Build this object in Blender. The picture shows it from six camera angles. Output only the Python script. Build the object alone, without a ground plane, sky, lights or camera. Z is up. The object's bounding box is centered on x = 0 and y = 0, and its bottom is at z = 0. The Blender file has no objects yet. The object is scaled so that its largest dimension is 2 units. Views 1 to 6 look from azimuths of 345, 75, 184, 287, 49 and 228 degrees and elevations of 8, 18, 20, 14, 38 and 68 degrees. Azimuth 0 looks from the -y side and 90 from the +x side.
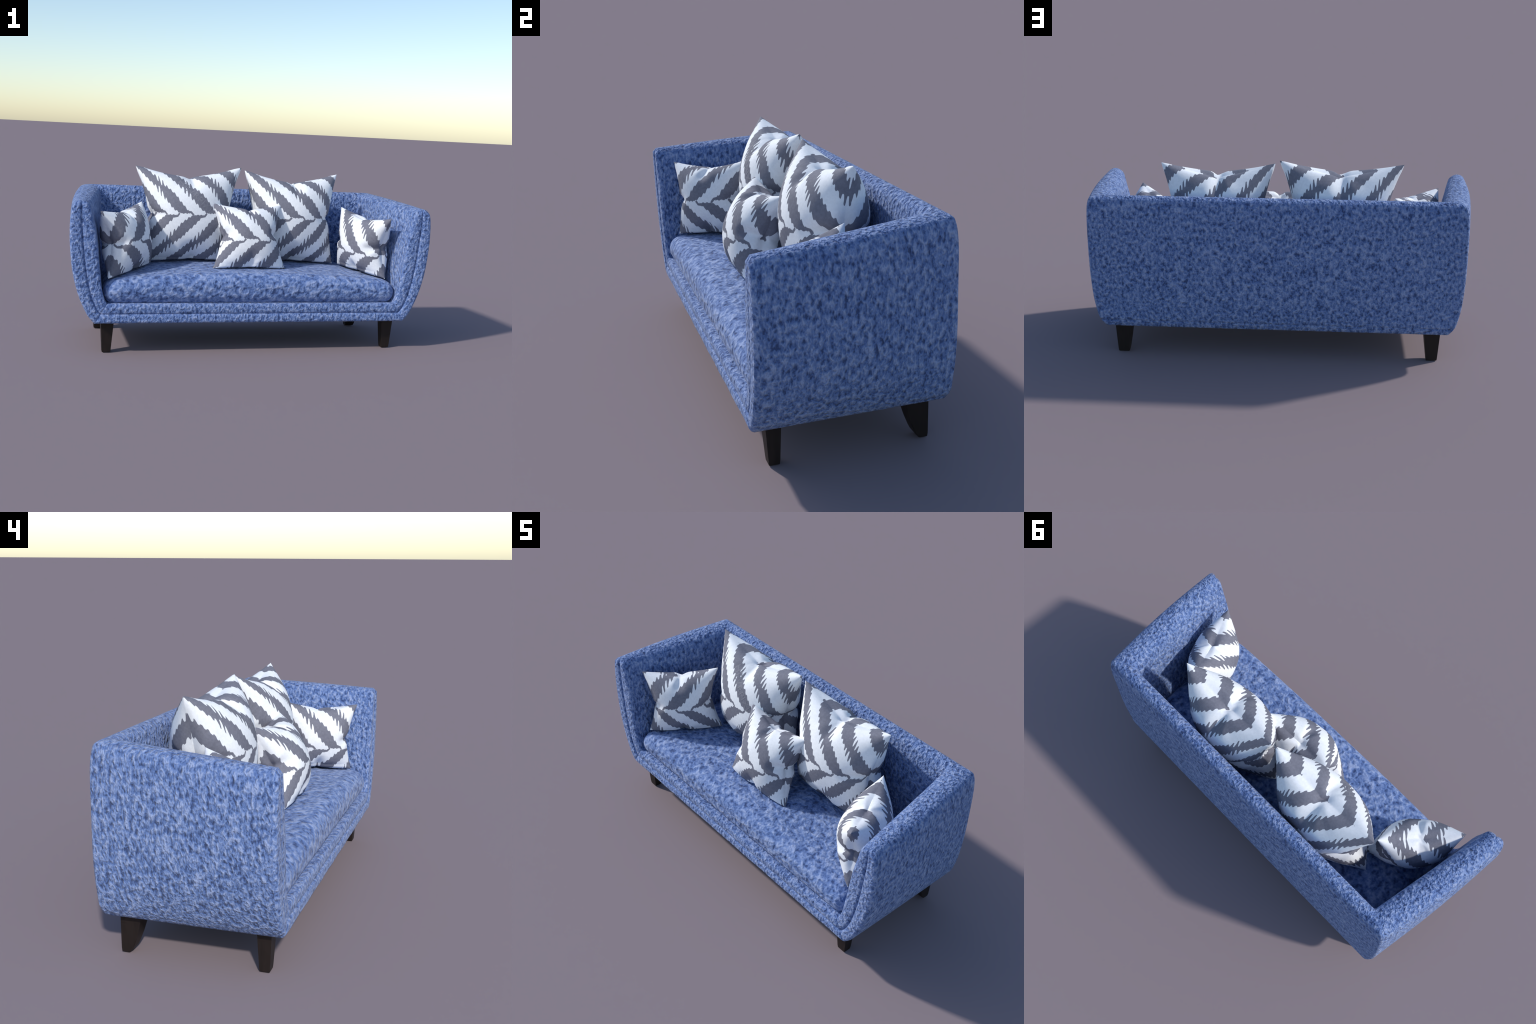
import bpy, bmesh, math
from mathutils import Vector, Matrix, noise

# ------------------------------------------------------------------ helpers
def lerp(a, b, t):
    return a + (b - a) * t

def smooth(a, b, x):
    t = max(0.0, min(1.0, (x - a) / (b - a)))
    return t * t * (3 - 2 * t)

def spline(points, t):
    """Catmull-Rom through control points, t in [0, len-1]."""
    n = len(points) - 1
    i = min(int(t), n - 1)
    f = t - i
    p1, p2 = points[i], points[i + 1]
    p0 = points[i - 1] if i > 0 else tuple(2 * a - b for a, b in zip(p1, p2))
    p3 = points[i + 2] if i + 2 <= n else tuple(2 * b - a for a, b in zip(p1, p2))
    return tuple(0.5 * (2 * b + (c - a) * f + (2 * a - 5 * b + 4 * c - d) * f * f
                        + (3 * b - a - 3 * c + d) * f ** 3)
                 for a, b, c, d in zip(p0, p1, p2, p3))

def add_object(name, mesh, parent=None, material=None):
    ob = bpy.data.objects.new(name, mesh)
    bpy.context.scene.collection.objects.link(ob)
    if parent is not None:
        ob.parent = parent
    if material is not None:
        mesh.materials.append(material)
    return ob

def mesh_from(name, verts, faces):
    me = bpy.data.meshes.new(name)
    me.from_pydata([tuple(v) for v in verts], [], faces)
    me.validate()
    for p in me.polygons:
        p.use_smooth = True
    me.update()
    return me

def fix_normals(me):
    bm = bmesh.new()
    bm.from_mesh(me)
    bmesh.ops.remove_doubles(bm, verts=bm.verts, dist=1e-5)
    bmesh.ops.recalc_face_normals(bm, faces=bm.faces)
    bm.to_mesh(me)
    bm.free()

# ------------------------------------------------------------------ node helper
class Nodes:
    def __init__(self, name):
        self.mat = bpy.data.materials.new(name)
        self.mat.use_nodes = True
        self.t = self.mat.node_tree
        self.t.nodes.clear()
        self.out = self.t.nodes.new('ShaderNodeOutputMaterial')
        self.bsdf = self.t.nodes.new('ShaderNodeBsdfPrincipled')
        self.t.links.new(self.bsdf.outputs[0], self.out.inputs[0])

    def plug(self, sock, val):
        if isinstance(val, bpy.types.NodeSocket):
            self.t.links.new(val, sock)
        else:
            sock.default_value = val

    def m(self, op, a, b=None, c=None):
        n = self.t.nodes.new('ShaderNodeMath')
        n.operation = op
        for i, v in enumerate((a, b, c)):
            if v is not None:
                self.plug(n.inputs[i], v)
        return n.outputs[0]

    def ramp(self, fac, stops):
        n = self.t.nodes.new('ShaderNodeValToRGB')
        e = n.color_ramp.elements
        while len(e) < len(stops):
            e.new(0.5)
        for el, (p, c) in zip(e, stops):
            el.position = p
            el.color = (*c, 1)
        self.plug(n.inputs[0], fac)
        return n.outputs[0]

    def step(self, x, a, b):
        n = self.t.nodes.new('ShaderNodeMapRange')
        n.interpolation_type = 'SMOOTHSTEP'
        self.plug(n.inputs[0], x)
        self.plug(n.inputs[1], a)
        self.plug(n.inputs[2], b)
        return n.outputs[0]

    def mix(self, fac, a, b, mode='MIX'):
        n = self.t.nodes.new('ShaderNodeMix')
        n.data_type = 'RGBA'
        n.blend_type = mode
        self.plug(n.inputs[0], fac)
        self.plug(n.inputs[6], a if isinstance(a, bpy.types.NodeSocket) else (*a, 1))
        self.plug(n.inputs[7], b if isinstance(b, bpy.types.NodeSocket) else (*b, 1))
        return n.outputs[2]

    def coords(self, scale=(1, 1, 1), loc=(0, 0, 0)):
        tc = self.t.nodes.new('ShaderNodeTexCoord')
        mp = self.t.nodes.new('ShaderNodeMapping')
        mp.inputs['Scale'].default_value = scale
        mp.inputs['Location'].default_value = loc
        self.t.links.new(tc.outputs['Object'], mp.inputs[0])
        return mp.outputs[0]

    def noise(self, vec, scale, detail=2.0, rough=0.5, dist=0.0):
        n = self.t.nodes.new('ShaderNodeTexNoise')
        self.plug(n.inputs['Vector'], vec)
        n.inputs['Scale'].default_value = scale
        n.inputs['Detail'].default_value = detail
        n.inputs['Roughness'].default_value = rough
        n.inputs['Distortion'].default_value = dist
        return n.outputs[0]

    def bump(self, height, strength, distance, normal=None):
        n = self.t.nodes.new('ShaderNodeBump')
        n.inputs['Strength'].default_value = strength
        n.inputs['Distance'].default_value = distance
        self.plug(n.inputs['Height'], height)
        if normal is not None:
            self.plug(n.inputs['Normal'], normal)
        return n.outputs[0]

# ------------------------------------------------------------------ materials
def boucle_fabric(name, scale, stretch=(1, 1, 1), relief=0.023):
    """Mottled blue plush: pale curls, mid blue and dark pits."""
    n = Nodes(name)
    v = n.coords(stretch)
    curl = n.noise(v, scale, 1.7, 0.5, 0.22)
    big = n.noise(v, scale * 0.28, 2.0, 0.5, 0.3)
    fine = n.noise(v, scale * 2.6, 2.0, 0.5, 0.0)
    h = n.m('ADD', n.m('MULTIPLY', curl, 0.68), n.m('MULTIPLY', fine, 0.26))
    h = n.m('ADD', h, n.m('MULTIPLY', big, 0.06))
    col = n.ramp(h, [(0.36, (0.042, 0.073, 0.190)), (0.44, (0.097, 0.166, 0.380)),
                     (0.52, (0.162, 0.240, 0.468)), (0.62, (0.285, 0.360, 0.580))])
    n.plug(n.bsdf.inputs['Base Color'], col)
    n.bsdf.inputs['Roughness'].default_value = 0.85
    n.bsdf.inputs['Specular IOR Level'].default_value = 0.25
    n.bsdf.inputs['Sheen Weight'].default_value = 0.15
    n.bsdf.inputs['Sheen Roughness'].default_value = 0.5
    n.plug(n.bsdf.inputs['Normal'], n.bump(n.m('ADD', n.m('MULTIPLY', curl, 0.85), n.m('MULTIPLY', fine, 0.12)), 1.0, relief))
    return n.mat

def dark_wood():
    n = Nodes('dark_stained_wood')
    v = n.coords((1, 1, 0.12))
    g = n.noise(v, 60, 4, 0.6, 0.6)
    n.plug(n.bsdf.inputs['Base Color'],
           n.ramp(g, [(0.3, (0.011, 0.0072, 0.006)), (0.7, (0.018, 0.012, 0.010))]))
    n.bsdf.inputs['Roughness'].default_value = 0.5
    n.bsdf.inputs['Specular IOR Level'].default_value = 0.3
    return n.mat

def lining():
    n = Nodes('black_lining_cloth')
    v = n.coords()
    g = n.noise(v, 220, 2, 0.5)
    n.plug(n.bsdf.inputs['Base Color'],
           n.ramp(g, [(0.3, (0.012, 0.014, 0.022)), (0.7, (0.022, 0.025, 0.036))]))
    n.bsdf.inputs['Roughness'].default_value = 0.9
    return n.mat

def chevron_print(name, period, tip_x, mid_z, mirror, flat_half):
    """Sideways chevrons drawn as vertical pen scribble, grey on white.
    Above mid_z the bands fall to the right, below it they fall to the left;
    the two halves are half a period out of step."""
    n = Nodes(name)
    P = period
    # the print lies on the flat, unstuffed cover: Generated coordinates run 0..1 over it
    tc = n.t.nodes.new('ShaderNodeTexCoord')
    sp = n.t.nodes.new('ShaderNodeSeparateXYZ')
    n.t.links.new(tc.outputs['Generated'], sp.inputs[0])
    hx, hz = flat_half
    fx = n.m('MULTIPLY', n.m('SUBTRACT', sp.outputs[0], 0.5), 2 * hx)
    fz = n.m('MULTIPLY', n.m('SUBTRACT', sp.outputs[2], 0.5), 2 * hz)
    x = n.m('MULTIPLY', fx, (-1.0 if mirror else 1.0) / P)
    q = n.m('DIVIDE', n.m('SUBTRACT', fz, mid_z), P)
    wob = n.noise(tc.outputs['Object'], 9.0 / P, 1.0, 0.5)
    wob2 = n.noise(tc.outputs['Object'], 3.0 / P, 1.0, 0.5)
    x = n.m('ADD', x, n.m('MULTIPLY', n.m('SUBTRACT', wob2, 0.5), 0.05))
    x = n.m('SUBTRACT', x, tip_x / P - 0.10)
    aq = n.m('ABSOLUTE', q)
    upper = n.m('GREATER_THAN', q, 0.0)
    wave = n.m('SINE', n.m('MULTIPLY', x, 2 * math.pi / 0.126))
    wave = n.m('MULTIPLY', wave, n.m('SUBTRACT', 1.5, n.m('MULTIPLY', n.m('MULTIPLY', wave, wave), 0.5)))
    slope = n.m('SUBTRACT', 1.02, n.m('MULTIPLY', upper, 0.17))
    s = n.m('ADD', x, n.m('MULTIPLY', aq, slope))
    shift = n.m('MULTIPLY', n.m('SUBTRACT', 1.0, upper), 0.51)
    fr = n.m('FRACT', n.m('ADD', n.m('ADD', s, shift), 0.80))   # right edge of a band at 0.80
    off = n.m('SUBTRACT', fr, 0.565)                 # distance from the middle of the band
    along = n.m('SUBTRACT', aq, off)                 # height of the band's middle at this x
    def hump(v, at, width):
        d = n.m('DIVIDE', n.m('SUBTRACT', v, at), width)
        return n.m('EXPONENT', n.m('MULTIPLY', n.m('MULTIPLY', d, d), -1.0))
    tall = hump(along, 1.03, 0.19)
    wide = hump(along, 0.50, 0.34)
    # band width: narrow at the centre line, widest a little above it
    duty = n.m('ADD', 0.465, n.m('MULTIPLY', n.m('SUBTRACT', wob, 0.5), 0.10))
    duty = n.m('ADD', duty, n.m('MULTIPLY', wide, 0.075))
    duty = n.m('SUBTRACT', duty, n.m('MULTIPLY', tall, 0.05))
    trim = n.m('MULTIPLY', n.m('EXPONENT', n.m('MULTIPLY', aq, -11.0)), 0.15)
    duty = n.m('SUBTRACT', duty, trim)
    dist = n.m('SUBTRACT', n.m('MULTIPLY', duty, 0.5),
               n.m('ABSOLUTE', n.m('SUBTRACT', off, n.m('MULTIPLY', trim, 0.5))))
    # every upright pen stroke overshoots the band at both ends, most of all half way up
    amp = n.m('ADD', 0.027, n.m('MULTIPLY', tall, 0.105))
    amp = n.m('MULTIPLY', amp, n.m('ADD', 0.55, n.m('MULTIPLY', wob, 0.9)))
    dist = n.m('ADD', dist, n.m('MULTIPLY', wave, amp))
    # a clear white gap with scalloped lips along the centre line
    lip = n.m('ADD', 0.022, n.m('MULTIPLY', wave, 0.010))
    dist = n.m('MINIMUM', dist, n.m('SUBTRACT', aq, lip))
    # little hooked tail on the right end of every band
    xs = n.m('FRACT', n.m('ADD', n.m('ADD', x, shift), 0.25))
    tx = n.m('SUBTRACT', xs, 0.25)
    sg = n.m('SUBTRACT', n.m('MULTIPLY', upper, 2.0), 1.0)
    def capsule(ax, ay, bx, by, r, qq):
        px = n.m('SUBTRACT', tx, ax)
        py = n.m('SUBTRACT', qq, ay)
        dx, dy = bx - ax, by - ay
        L = dx * dx + dy * dy
        h = n.m('DIVIDE', n.m('ADD', n.m('MULTIPLY', px, dx), n.m('MULTIPLY', py, dy)), L)
        h = n.m('MINIMUM', n.m('MAXIMUM', h, 0.0), 1.0)
        ex = n.m('SUBTRACT', px, n.m('MULTIPLY', h, dx))
        ey = n.m('SUBTRACT', py, n.m('MULTIPLY', h, dy))
        return n.m('SUBTRACT', r, n.m('SQRT', n.m('ADD', n.m('MULTIPLY', ex, ex), n.m('MULTIPLY', ey, ey))))
    # tails cross the centre line, so each half draws its own in a frame of fixed phase
    xu = n.m('SUBTRACT', n.m('FRACT', n.m('ADD', x, 0.35)), 0.35)
    xl = n.m('SUBTRACT', n.m('FRACT', n.m('ADD', x, 0.86)), 0.35)
    tx = xu
    up_tail = n.m('MAXIMUM', capsule(-0.14, 0.09, 0.0, 0.065, 0.036, q), capsule(0.0, 0.065, 0.07, -0.012, 0.034, q))
    tx = xl
    lo_tail = n.m('MAXIMUM', capsule(-0.14, -0.09, 0.0, -0.065, 0.036, q), capsule(0.0, -0.065, 0.07, 0.012, 0.034, q))
    dist = n.m('MAXIMUM', dist, n.m('MAXIMUM', up_tail, lo_tail))
    ink = n.step(dist, -0.008, 0.010)
    v = n.coords((1, 1, 1))
    grain = n.noise(v, 90, 3, 0.6)
    weave = n.noise(v, 420, 2, 0.5)
    white = n.ramp(grain, [(0.35, (0.82, 0.84, 0.87)), (0.65, (0.88, 0.90, 0.93))])
    grey = n.ramp(grain, [(0.35, (0.165, 0.168, 0.208)), (0.65, (0.198, 0.202, 0.246))])
    n.plug(n.bsdf.inputs['Base Color'], n.mix(ink, white, grey))
    n.bsdf.inputs['Roughness'].default_value = 0.8
    n.bsdf.inputs['Specular IOR Level'].default_value = 0.25
    n.plug(n.bsdf.inputs['Normal'], n.bump(n.m('ADD', weave, grain), 0.15, 0.002))
    return n.mat

FABRIC = boucle_fabric('blue_boucle_fabric', 70, (1, 1, 0.60))
FABRIC_BACK = boucle_fabric('blue_boucle_back', 70, (1, 1, 0.72))
FABRIC_FRONT = boucle_fabric('blue_boucle_facing', 66, (1, 1, 0.8), 0.015)
FABRIC_SEAT = boucle_fabric('blue_boucle_seat', 38, (1, 1, 1), 0.018)
WOOD = dark_wood()
LINING = lining()

# ------------------------------------------------------------------ sofa
sofa = bpy.data.objects.new('sofa', None)
bpy.context.scene.collection.objects.link(sofa)
sofa['label'] = 'blue boucle two seat sofa with flared barrel arms'
sofa['category'] = 'sofa'

# Front outline of the right arm, bottom to top: outer edge and matching inner edge (x, z)
OUT_F = [(.866, .168), (.902, .212), (.940, .290), (.968, .378), (.986, .465), (.996, .560),
         (1.0, .640), (.998, .715), (.992, .765), (.982, .787)]
INN_F = [(.804, .272), (.818, .300), (.832, .350), (.841, .420), (.850, .490), (.859, .570),
         (.870, .645), (.882, .700), (.891, .745), (.899, .777)]
# The same lines where the arm meets the back (x, z)
OUT_B = [(.866, .168), (.894, .212), (.912, .290), (.920, .378), (.924, .465), (.925, .560),
         (.924, .650), (.921, .740), (.917, .800), (.911, .828)]
INN_B = [(.770, .272), (.776, .300), (.780, .350), (.784, .420), (.787, .490), (.790, .570),
         (.792, .645), (.795, .720), (.798, .785), (.804, .822)]
# Back panel depth for those lines (y only)
OUT_Y = [(.346,), (.357,), (.3625,), (.365,), (.365,), (.364,), (.361,), (.357,), (.351,), (.345,)]
INN_Y = [(.250,), (.252,), (.255,), (.258,), (.261,), (.264,), (.267,), (.270,), (.273,), (.279,)]
FRONT_Y = -0.349
ROWS = [0, .2, .4, .55, .66, .70, .73, .76, .80, .9, 1.05, 1.3, 1.6] + [2 + i * 0.35 for i in range(20)] + [9.0]
ACROSS = [0, .02, .045, .08, .13, .2, .3, .4, .435, .455, .468, .48, .492, .505, .53, .6, .7, .8,
          .87, .92, .955, .98, 1.0]

def arch(f):
    return (4 * f * (1 - f)) ** 0.75

sections = []      # (front x, front z, back x, back z, back panel y)
sections.append((.74, .168, .74, .168, .22))
for t in ROWS:
    o, b, y = spline(OUT_F, t), spline(OUT_B, t), spline(OUT_Y, t)[0]
    y -= 0.0045 * math.exp(-((b[1] - 0.200) / 0.0022) ** 2)
    sections.append((o[0], o[1], b[0], b[1], y))
of, inf = OUT_F[-1], INN_F[-1]
ob_, inb = OUT_B[-1], INN_B[-1]
for f in ACROSS[1:-1]:
    a = arch(f)
    sections.append((lerp(of[0], inf[0], f), lerp(of[1], inf[1], f) + .026 * a,
                     lerp(ob_[0], inb[0], f), lerp(ob_[1], inb[1], f) + .021 * a,
                     lerp(OUT_Y[-1][0], INN_Y[-1][0], f)))
for t in reversed(ROWS):
    o, b, y = spline(INN_F, t), spline(INN_B, t), spline(INN_Y, t)[0]
    sections.append((o[0], o[1], b[0], b[1], y))

N_ARM, N_ARC, N_BACK = 26, 8, 44
def plan_path(xf, zf, xb, zb, yb, inner):
    """One line of the shell: right arm front -> back corner -> middle of the back."""
    r = 0.012 if inner else 0.015
    # the back panel is stuffed: it bows out a little between the corners
    belly = 0.0 if inner else .008 * smooth(.17, .28, zb) * (1 - smooth(.55, .80, zb))
    yc, yb = yb, yb - belly
    A, B, C = Vector((xf, FRONT_Y)), Vector((xb, yb)), Vector((0, yb))
    d1 = (A - B).normalized()
    d2 = (C - B).normalized()
    half = d1.angle(d2) / 2
    cut = r / math.tan(half)
    p1, p2 = B + d1 * cut, B + d2 * cut
    cen = B + (d1 + d2).normalized() * (r / math.sin(half))
    pts = []
    for i in range(N_ARM):
        f = i / N_ARM
        p = A.lerp(p1, f)
        tt = (p.y - FRONT_Y) / (B.y - FRONT_Y)
        bow = .013 * math.sin(math.pi * f) if not inner else 0
        pts.append((p.x + bow * smooth(.17, .35, zf), p.y, lerp(zf, zb, tt)))
    a1 = (p1 - cen)
    total = a1.angle_signed(p2 - cen)
    for i in range(N_ARC + 1):
        rot = Matrix.Rotation(-total * i / N_ARC, 2)
        p = cen + rot @ a1
        tt = min(1, (p.y - FRONT_Y) / (B.y - FRONT_Y))
        pts.append((p.x, p.y, lerp(zf, zb, tt)))
    for i in range(1, N_BACK // 2 + 1):
        p = p2.lerp(C, i / (N_BACK // 2))
        pts.append((p.x, yb + (yc - yb) * (1 - abs(p.x / xb) ** 2.2), zb))
    return pts

half_paths = []
n_top = 1 + len(ROWS) + (len(ACROSS) - 2) // 2
for k, s in enumerate(sections):
    half_paths.append(plan_path(*s, inner=(k > n_top)))
M = len(half_paths[0])
full = [p + [(-x, y, z) for x, y, z in reversed(p[:-1])] for p in half_paths]
W = len(full[0])
verts = [v for row in full for v in row]
faces = [(k * W + i, k * W + i + 1, (k + 1) * W + i + 1, (k + 1) * W + i)
         for k in range(len(full) - 1) for i in range(W - 1)]
shell = mesh_from('shell', verts, faces)
nor = [v.normal.copy() for v in shell.vertices]
# outward test on a known outer face
probe = 12 * W + N_ARM // 2
flip = nor[probe].x < 0
if flip:
    nor = [-v for v in nor]
    faces = [tuple(reversed(f)) for f in faces]
corner = N_ARM + N_ARC // 2

def shell_part(name, lo, hi, material):
    idx, vs, ns = {}, [], []
    for k in range(len(full)):
        for i in range(lo, hi + 1):
            idx[k * W + i] = len(vs)
            vs.append(verts[k * W + i])
            ns.append(nor[k * W + i])
    fs = [tuple(idx[v] for v in f) for f in faces if all(v in idx for v in f)]
    me = mesh_from(name, vs, fs)
    me.normals_split_custom_set_from_vertices(ns)
    return add_object(name, me, sofa, material)

arm_r = shell_part('armrest', 0, corner, FABRIC)
back = shell_part('backrest', corner, W - 1 - corner, FABRIC_BACK)
arm_l = shell_part('armrest', W - 1 - corner, W - 1, FABRIC)

# padded front faces: two bands with a stitched groove between them
def roll(d, r):
    d = max(0.0, min(1.0, d / r))
    return math.sqrt(max(0.0, 1 - (1 - d) ** 2))

def arm_front(sign):
    vs, fs = [], []
    rows = ROWS
    n = len(rows)
    top_z = OUT_F[-1][1] + 0.02
    for j, t in enumerate(rows):
        o, i = spline(OUT_F, t), spline(INN_F, t)
        width = math.hypot(o[0] - i[0], o[1] - i[1])
        lift = .026 * (max(0, t - 7) / 2) ** 2.5
        for f in ACROSS:
            x, z = lerp(o[0], i[0], f), lerp(o[1], i[1], f) + lift * arch(f)
            d_out, d_in = f * width, (1 - f) * width
            d_top = max(0, (9 - t)) * 0.035
            y = FRONT_Y - .016 * roll(min(d_out, d_top), .015) * (0.55 + 0.45 * roll(min(d_in, d_top * 1.0), .026)) \
                if d_in > 1e-6 else FRONT_Y
            y = FRONT_Y - .016 * roll(min(d_out, d_top), .015) * roll(d_in, .026)
            if f > .48:
                y += .0035 * roll(min(d_in, d_top), .03)
            y += .0095 * math.exp(-abs((f - .48) * width / .0048) ** 1.4) * roll(d_top, .03)
            # seam where arm and rail are mitred together
            y += .004 * math.exp(-(t / .06) ** 2) * roll(d_out, .02)
            vs.append((sign * x, y, z))
    w = len(ACROSS)
    for j in range(n - 1):
        for i in range(w - 1):
            q = (j * w + i, j * w + i + 1, (j + 1) * w + i + 1, (j + 1) * w + i)
            fs.append(q if sign < 0 else tuple(reversed(q)))
    return mesh_from('arm_facing', vs, fs)

for sign, parent in ((1, arm_r), (-1, arm_l)):
    me = arm_front(sign)
    add_object('arm_facing', me, parent, FABRIC_FRONT)

def front_rail():
    vs, fs = [], []
    cols = [-1, -.998, -.99, -.97] + [-.95 + 1.9 * i / 60 for i in range(61)] + [.97, .99, .998, 1]
    for f in ACROSS:
        zf = lerp(.168, .272, f)
        half = lerp(.866, .804, f)
        for c in cols:
            d_out, d_in = f * .104, (1 - f) * .104
            y = FRONT_Y - .016 * roll(d_out, .015) * roll(d_in, .022)
            if f > .48:
                y += .0035 * roll(d_in, .03)
            y += .0095 * math.exp(-abs((f - .48) * .104 / .0048) ** 1.4)
            y += .004 * math.exp(-((1 - abs(c)) / .002) ** 2) * roll(d_out, .02)
            # slight slackness of the upholstery along the rail
            y += .0008 * math.sin(c * 23 + f * 4)
            vs.append((c * half, y, zf - .0012 * roll(f * .104, .01) * 0))
    w = len(cols)
    for j in range(len(ACROSS) - 1):
        for i in range(w - 1):
            fs.append((j * w + i, j * w + i + 1, (j + 1) * w + i + 1, (j + 1) * w + i))
    # top lip going back under the cushion, and underside lip
    base = len(vs)
    top0 = (len(ACROSS) - 1) * w
    for c in cols:
        vs.append((c * .804, -.25, .272))
    for i in range(w - 1):
        fs.append((top0 + i, top0 + i + 1, base + i + 1, base + i))
    base2 = len(vs)
    for c in cols:
        vs.append((c * .866, -.25, .168))
    for i in range(w - 1):
        fs.append((i + 1, i, base2 + i, base2 + i + 1))
    me = mesh_from('front_rail', vs, fs)
    return me

add_object('front_rail', front_rail(), sofa, FABRIC_FRONT)

def box_mesh(name, x0, x1, y0, y1, z0, z1):
    bm = bmesh.new()
    bmesh.ops.create_cube(bm, size=1)
    for v in bm.verts:
        v.co = Vector((lerp(x0, x1, v.co.x + .5), lerp(y0, y1, v.co.y + .5), lerp(z0, z1, v.co.z + .5)))
    me = bpy.data.meshes.new(name)
    bm.to_mesh(me)
    bm.free()
    return me

add_object('base_frame', box_mesh('base_frame', -.845, .845, -.335, .300, .1665, .262), sofa, LINING)

# seat cushion: rounded slab with a crowned top
SEAT_X, SEAT_Y0, SEAT_Y1 = .822, -.3485, .275
def seat_top(x, y):
    u, v = min(1, abs(x) / SEAT_X), (y - SEAT_Y0) / (SEAT_Y1 - SEAT_Y0)
    return .388 + .040 * (1 - u ** 2.6) + .012 * smooth(0, .6, v)

def seat_cushion():
    bm = bmesh.new()
    bmesh.ops.create_cube(bm, size=2)
    bmesh.ops.subdivide_edges(bm, edges=bm.edges, cuts=47, use_grid_fill=True)
    cy, hy = (SEAT_Y0 + SEAT_Y1) / 2, (SEAT_Y1 - SEAT_Y0) / 2
    hx = SEAT_X
    r = .066
    for v in bm.verts:
        p = v.co.copy()
        g = lambda a: math.sin(a * math.pi / 2) if abs(a) < 1 else a
        p = Vector((math.copysign(abs(g(p.x)) , p.x), g(p.y), p.z))
        q = Vector((p.x * hx, cy + p.y * hy, p.z))
        zt, zb = seat_top(q.x, q.y), .262
        cz, hz = (zt + zb) / 2, (zt - zb) / 2
        rr = min(r, hz * .98)
        q.z = cz + p.z * hz
        core = Vector((max(-hx + rr, min(hx - rr, q.x)), max(SEAT_Y0 + rr, min(SEAT_Y1 - rr, q.y)),
                       max(cz - hz + rr, min(cz + hz - rr, q.z))))
        d = q - core
        if d.length > 1e-6:
            # push the box surface onto the rounded surface
            m = max(abs(d.x), abs(d.y), abs(d.z))
            q = core + d.normalized() * m
        # narrower towards the back so it tucks between the flared arms
        tback = (q.y - SEAT_Y0) / (SEAT_Y1 - SEAT_Y0)
        q.x *= lerp(1.0, .975, tback)
        q.z += .0025 * (noise.noise(Vector((q.x * 4, q.y * 5, 3.1))))
        v.co = q
    me = bpy.data.meshes.new('seat_cushion')
    bm.to_mesh(me)
    bm.free()
    for p in me.polygons:
        p.use_smooth = True
    return me

add_object('seat_cushion', seat_cushion(), sofa, FABRIC_SEAT)

# legs: tapered blocks, the inner side of the back pair sweeps in a curve
def leg(kind):
    bm = bmesh.new()
    n = 10
    rings = []
    for i in range(n + 1):
        t = i / n                      # 0 foot, 1 top
        xo = lerp(.819, .829, t)
        xi = lerp(.774, .760, t) if kind == 'front' else lerp(.764, .744, t)
        if kind == 'front':
            ya, yb = lerp(-.294, -.304, t), lerp(-.254, -.246, t)
        else:
            ya, yb = lerp(.267, .206, t ** .62), lerp(.299, .296, t)
        z = t * .175
        rings.append([bm.verts.new((x, y, z)) for x, y in ((xi, ya), (xo, ya), (xo, yb), (xi, yb))])
    for a, b in zip(rings, rings[1:]):
        for i in range(4):
            j = (i + 1) % 4
            bm.faces.new((a[i], a[j], b[j], b[i]))
    bm.faces.new(list(reversed(rings[0])))
    bm.faces.new(rings[-1])
    ed = [e for e in bm.edges if (e.verts[0] in rings[0] and e.verts[1] in rings[0])]
    ed += [e for e in bm.edges if abs(e.verts[0].co.z - e.verts[1].co.z) > .005]
    bmesh.ops.bevel(bm, geom=ed, offset=.0035, segments=2, affect='EDGES', profile=.5)
    me = bpy.data.meshes.new('leg')
    bm.to_mesh(me)
    bm.free()
    return me

for kind in ('front', 'back'):
    me = leg(kind)
    me.materials.append(WOOD)
    add_object('leg', me, sofa)
    left = me.copy()
    left.transform(Matrix.Scale(-1, 4, Vector((1, 0, 0))))
    left.flip_normals()
    add_object('leg', left, sofa)

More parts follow.
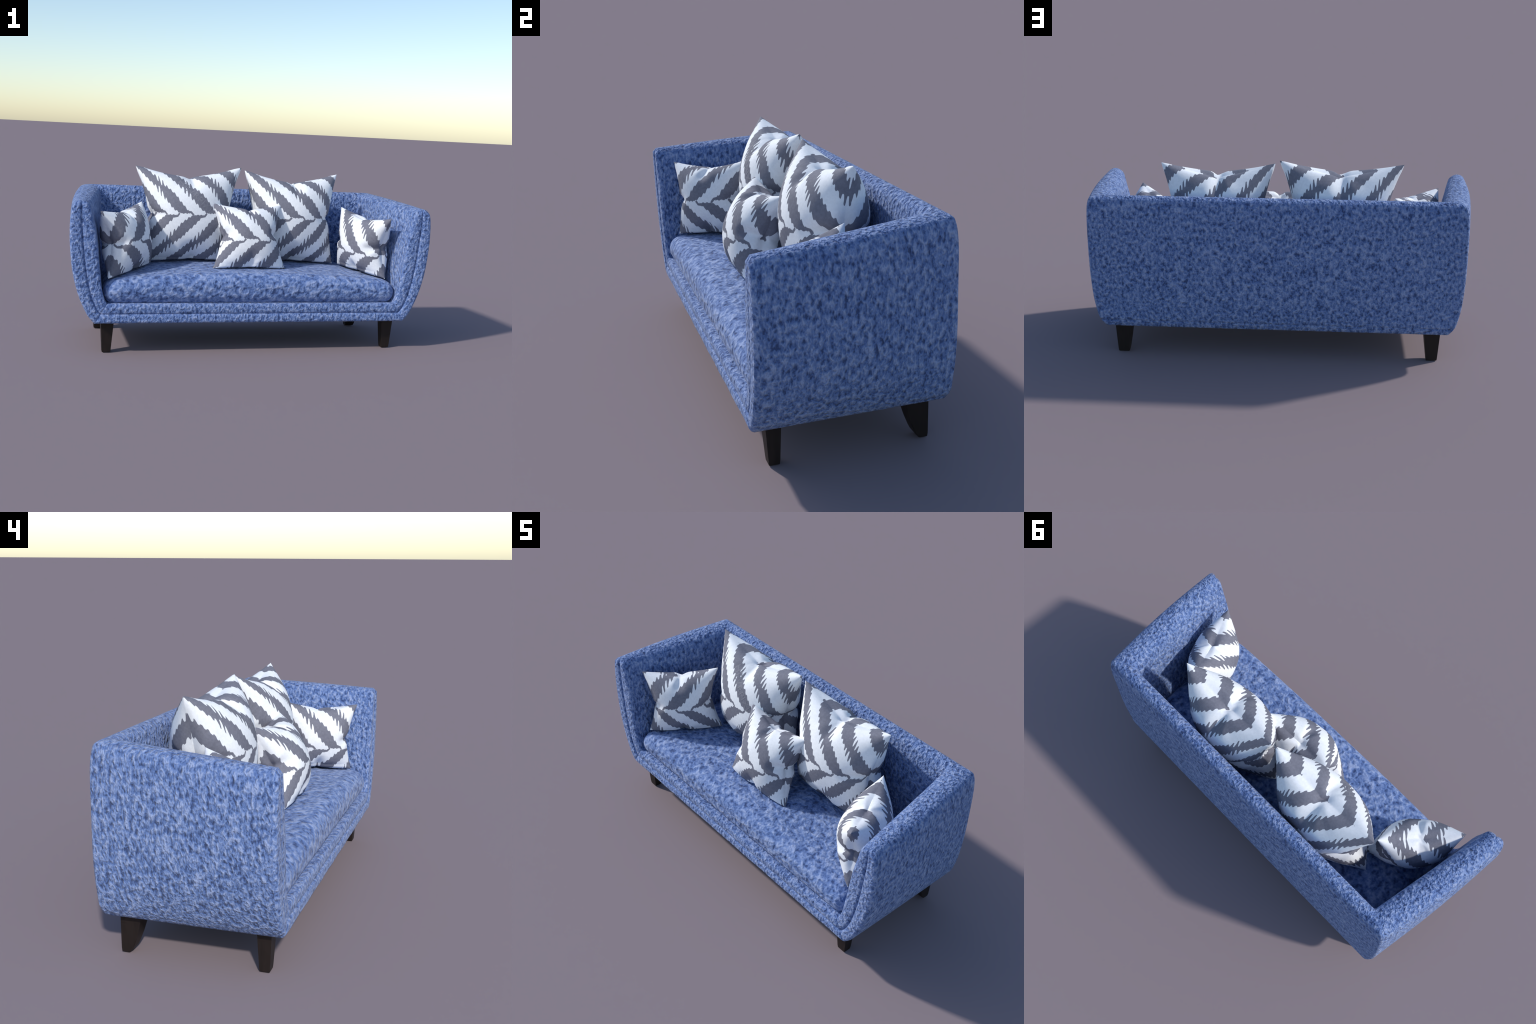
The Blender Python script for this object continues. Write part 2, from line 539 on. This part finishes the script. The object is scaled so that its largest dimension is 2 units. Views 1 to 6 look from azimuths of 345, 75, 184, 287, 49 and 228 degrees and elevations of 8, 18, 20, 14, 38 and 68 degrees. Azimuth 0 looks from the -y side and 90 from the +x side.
# ------------------------------------------------------------------ throw pillows
GRID = 96
def pillow_surface(u, v, side, corners, half_thick, pinch, seed):
    """Point of a stuffed square cover, in the pillow's own frame (x right, y back, z up)."""
    tl, tr, bl, br = corners
    # edges drawn in towards their middles
    p_top, p_bot, p_side = pinch
    def dent(a, amount):
        return amount * (1 - abs(a) ** 1.35) + amount * .22 * math.exp(-(a / .09) ** 2)
    su = u * (1 - dent(v, p_side) * abs(u) ** 1.5)
    sv = v * (1 - dent(u, p_top if v > 0 else p_bot) * abs(v) ** 1.5)
    # rounded corner tips
    su *= 1 - .004 * abs(v) ** 26
    sv *= 1 - .004 * abs(u) ** 26
    # the stitched seam is drawn in deeper than the panels that bulge beside it
    su -= math.copysign(.085 * max(0, 1 - 1.15 * abs(v)) * math.exp(-(1 - abs(u)) / .022), u)
    sv -= math.copysign((.085 if v > 0 else .03) * max(0, 1 - 1.15 * abs(u)) * math.exp(-(1 - abs(v)) / .022), v)
    a, b = (su + 1) / 2, (sv + 1) / 2
    p = (bl * (1 - a) + br * a) * (1 - b) + (tl * (1 - a) + tr * a) * b
    fu, fv = max(0, 1 - u * u), max(0, 1 - v * v)
    t = (fu ** .54) * (fv ** .53)
    # fold running in from the middle of every edge
    for along, across in ((u, v), (v, u)):
        near = smooth(.45, 1.0, abs(across))
        t *= 1 - .42 * near * math.exp(-(along / .13) ** 2)
        lean = 1 if math.sin(seed * 5 + (2 if across > 0 else 0) + side) > 0 else -1
        t += .075 * lean * near * math.tanh(along / .025) * math.exp(-abs(along) / .16)
        # puckers fanning out from the pinch
        r2 = along ** 2 + (1 - abs(across)) ** 2
        th = math.atan2(along, 1 - abs(across) + .05)
        t += .085 * math.exp(-r2 / .12) * math.sin(th * 6 + seed + (2.1 if across > 0 else .4) + side) \
            * smooth(0, .25, 1 - abs(across)) * (.5 + .5 * abs(math.sin(seed * 3 + th)))
    t *= 1 - .38 * math.exp(-(1 - max(abs(u), abs(v))) / .007)
    t += .05 * noise.noise(Vector((u * 1.7 + seed * 7.3, v * 1.7, side * 3.0 + seed))) * fu * fv
    p = p.copy()
    p.y += side * half_thick * t
    return p

def build_pillow(spec, name):
    tl, tr, bl, br = (Vector(c) for c in spec['corners'])
    centre = (tl + tr + bl + br) / 4
    right = ((tr + br) - (tl + bl)).normalized()
    up = ((tl + tr) - (bl + br))
    up = (up - right * up.dot(right)).normalized()
    backv = up.cross(right)
    rot = Matrix((right, backv, up)).transposed()
    world = Matrix.Translation(centre) @ rot.to_4x4()
    inv = world.inverted()
    loc = [inv @ c for c in (tl, tr, bl, br)]
    width = ((tr - tl).length + (br - bl).length) / 2
    ht = spec['thick'] / 2
    seed = spec['seed']
    N = GRID
    # arc length from the middle of the stuffed panel outwards gives the flat cover
    def flat_table(a, b):
        tab, acc, steps = [0.0], 0.0, 200
        for i in range(steps):
            ph = (i + .5) / steps * math.pi / 2
            acc += math.hypot(a * math.cos(ph), b * math.sin(ph)) * (math.pi / 2 / steps)
            tab.append(acc)
        return lambda t: math.copysign(tab[min(steps, int(round(math.asin(min(1, abs(t))) / (math.pi / 2) * steps)))], t)
    height = ((tl - bl).length + (tr - br).length) / 2
    flat_x, flat_z = flat_table(width / 2, ht * .62), flat_table(height / 2, ht * .62)
    flat_half = (flat_x(1), flat_z(1))
    par = [math.sin(math.pi / 2 * (2 * i / N - 1)) for i in range(N + 1)]
    ids, vs, fs, flat = {}, [], [], []
    def pt(u, v, side):
        p = pillow_surface(u, v, side, loc, ht, spec['pinch'], seed)
        # sits on the seat: flatten whatever would sink in
        w = world @ p
        floor = seat_top(w.x, w.y) + .001
        lim = .028
        if w.z < floor + lim:
            k = (w.z - floor) / lim
            w.z = floor + lim * (math.exp(k - 1) if k < 1 else k)
            w.z = max(w.z - lim * .28, floor)
        # rests against the inside of the backrest
        if w.y > .262:
            w.y = .262 + (w.y - .262) * .1
        return inv @ w
    for side in (-1, 1):
        for j in range(N + 1):
            for i in range(N + 1):
                edge = i in (0, N) or j in (0, N)
                key = (i, j, 0 if edge else side)
                if key not in ids:
                    ids[key] = len(vs)
                    vs.append(pt(par[i], par[j], side))
                    flat.append((flat_x(par[i]), 0.0 if edge else side * .004, flat_z(par[j])))
        for j in range(N):
            for i in range(N):
                q = []
                for a, b in ((i, j), (i + 1, j), (i + 1, j + 1), (i, j + 1)):
                    e = a in (0, N) or b in (0, N)
                    q.append(ids[(a, b, 0 if e else side)])
                fs.append(tuple(q) if side < 0 else tuple(reversed(q)))
    # mesh rest shape = the flat sewn cover; the shape key stuffs it
    me = mesh_from(name, flat, fs)
    ob = add_object(name, me, None, chevron_print('scribbled_chevron_cotton', spec['period'], spec['tip_x'],
                                                  spec['mid_z'], spec['mirror'], flat_half))
    ob.shape_key_add(name='flat_cover')
    stuffed = ob.shape_key_add(name='stuffed')
    for i, p in enumerate(vs):
        stuffed.data[i].co = p
    stuffed.value = 1.0
    ob.matrix_world = world
    ob['label'] = spec['label']
    ob['category'] = 'throw pillow'
    return ob, vs, fs

PILLOWS = [
    dict(corners=((-.620, .112, .974), (-.003, .113, .984), (-.604, .085, .432), (-.015, .085, .432)),
         thick=.335, pinch=(.19, .06, .22), seed=1.0, period=.161, tip_x=.004, mid_z=.008, mirror=False,
         label='large white pillow with grey scribbled chevrons, left'),
    dict(corners=((.016, .115, .969), (.590, .118, .965), (.035, .080, .432), (.580, .080, .430)),
         thick=.330, pinch=(.20, .06, .17), seed=2.0, period=.157, tip_x=.040, mid_z=.0, mirror=False,
         label='large white pillow with grey scribbled chevrons, right'),
    dict(corners=((-.201, -.034, .786), (.208, -.034, .787), (-.213, -.165, .427), (.214, -.160, .427)),
         thick=.245, pinch=(.18, .06, .25), seed=3.0, period=.158, tip_x=.039, mid_z=-.045, mirror=False,
         label='small white pillow with grey scribbled chevrons, middle'),
    dict(corners=((-.842, -.283, .750), (-.587, .037, .778), (-.795, -.292, .390), (-.529, .019, .436)),
         thick=.230, pinch=(.15, .05, .22), seed=4.0, period=.172, tip_x=.120, mid_z=-.01, mirror=True,
         label='small white pillow with grey chevrons against the arm'),
    dict(corners=((.615, .073, .774), (.782, -.297, .744), (.612, .080, .425), (.777, -.274, .396)),
         thick=.240, pinch=(.17, .05, .21), seed=5.0, period=.157, tip_x=-.026, mid_z=-.048, mirror=False,
         label='small white pillow with grey chevrons by the far arm'),
]
made = [build_pillow(s, 'throw_pillow') for s in PILLOWS]

# faint pale lettering woven along one dark band of the large left pillow
def lettering():
    ob, cover, cover_faces = made[0]
    cu = bpy.data.curves.new('lettering', 'FONT')
    cu.body = 'HEVRPIXL'
    cu.size = .052
    cu.align_x = 'CENTER'
    cu.align_y = 'CENTER'
    cu.space_character = 1.12
    tmp = bpy.data.objects.new('lettering', cu)
    bpy.context.scene.collection.objects.link(tmp)
    bpy.context.view_layer.update()
    me = bpy.data.meshes.new_from_object(tmp.evaluated_get(bpy.context.evaluated_depsgraph_get()))
    bpy.data.objects.remove(tmp)
    bm = bmesh.new()
    bm.from_mesh(me)
    bmesh.ops.triangulate(bm, faces=bm.faces)
    for _ in range(2):
        bmesh.ops.subdivide_edges(bm, edges=[e for e in bm.edges if e.calc_length() > .006], cuts=1)
    bmesh.ops.triangulate(bm, faces=bm.faces)
    from mathutils.bvhtree import BVHTree
    tree = BVHTree.FromPolygons(cover, cover_faces)
    ang = math.radians(-43)
    c, s = math.cos(ang), math.sin(ang)
    for v in bm.verts:
        x, z = c * v.co.x - s * v.co.y + .018, s * v.co.x + c * v.co.y + .107
        hit = tree.ray_cast(Vector((x, -1, z)), Vector((0, 1, 0)))
        y = hit[0].y if hit[0] is not None else 0
        v.co = Vector((x, y - .0007, z))
    bm.to_mesh(me)
    bm.free()
    n = Nodes('pale_grey_thread')
    v = n.coords()
    n.plug(n.bsdf.inputs['Base Color'], n.ramp(n.noise(v, 90, 3, .6),
           [(.35, (.205, .207, .242)), (.65, (.235, .237, .275))]))
    n.bsdf.inputs['Roughness'].default_value = .8
    add_object('lettering', me, ob, n.mat)
lettering()
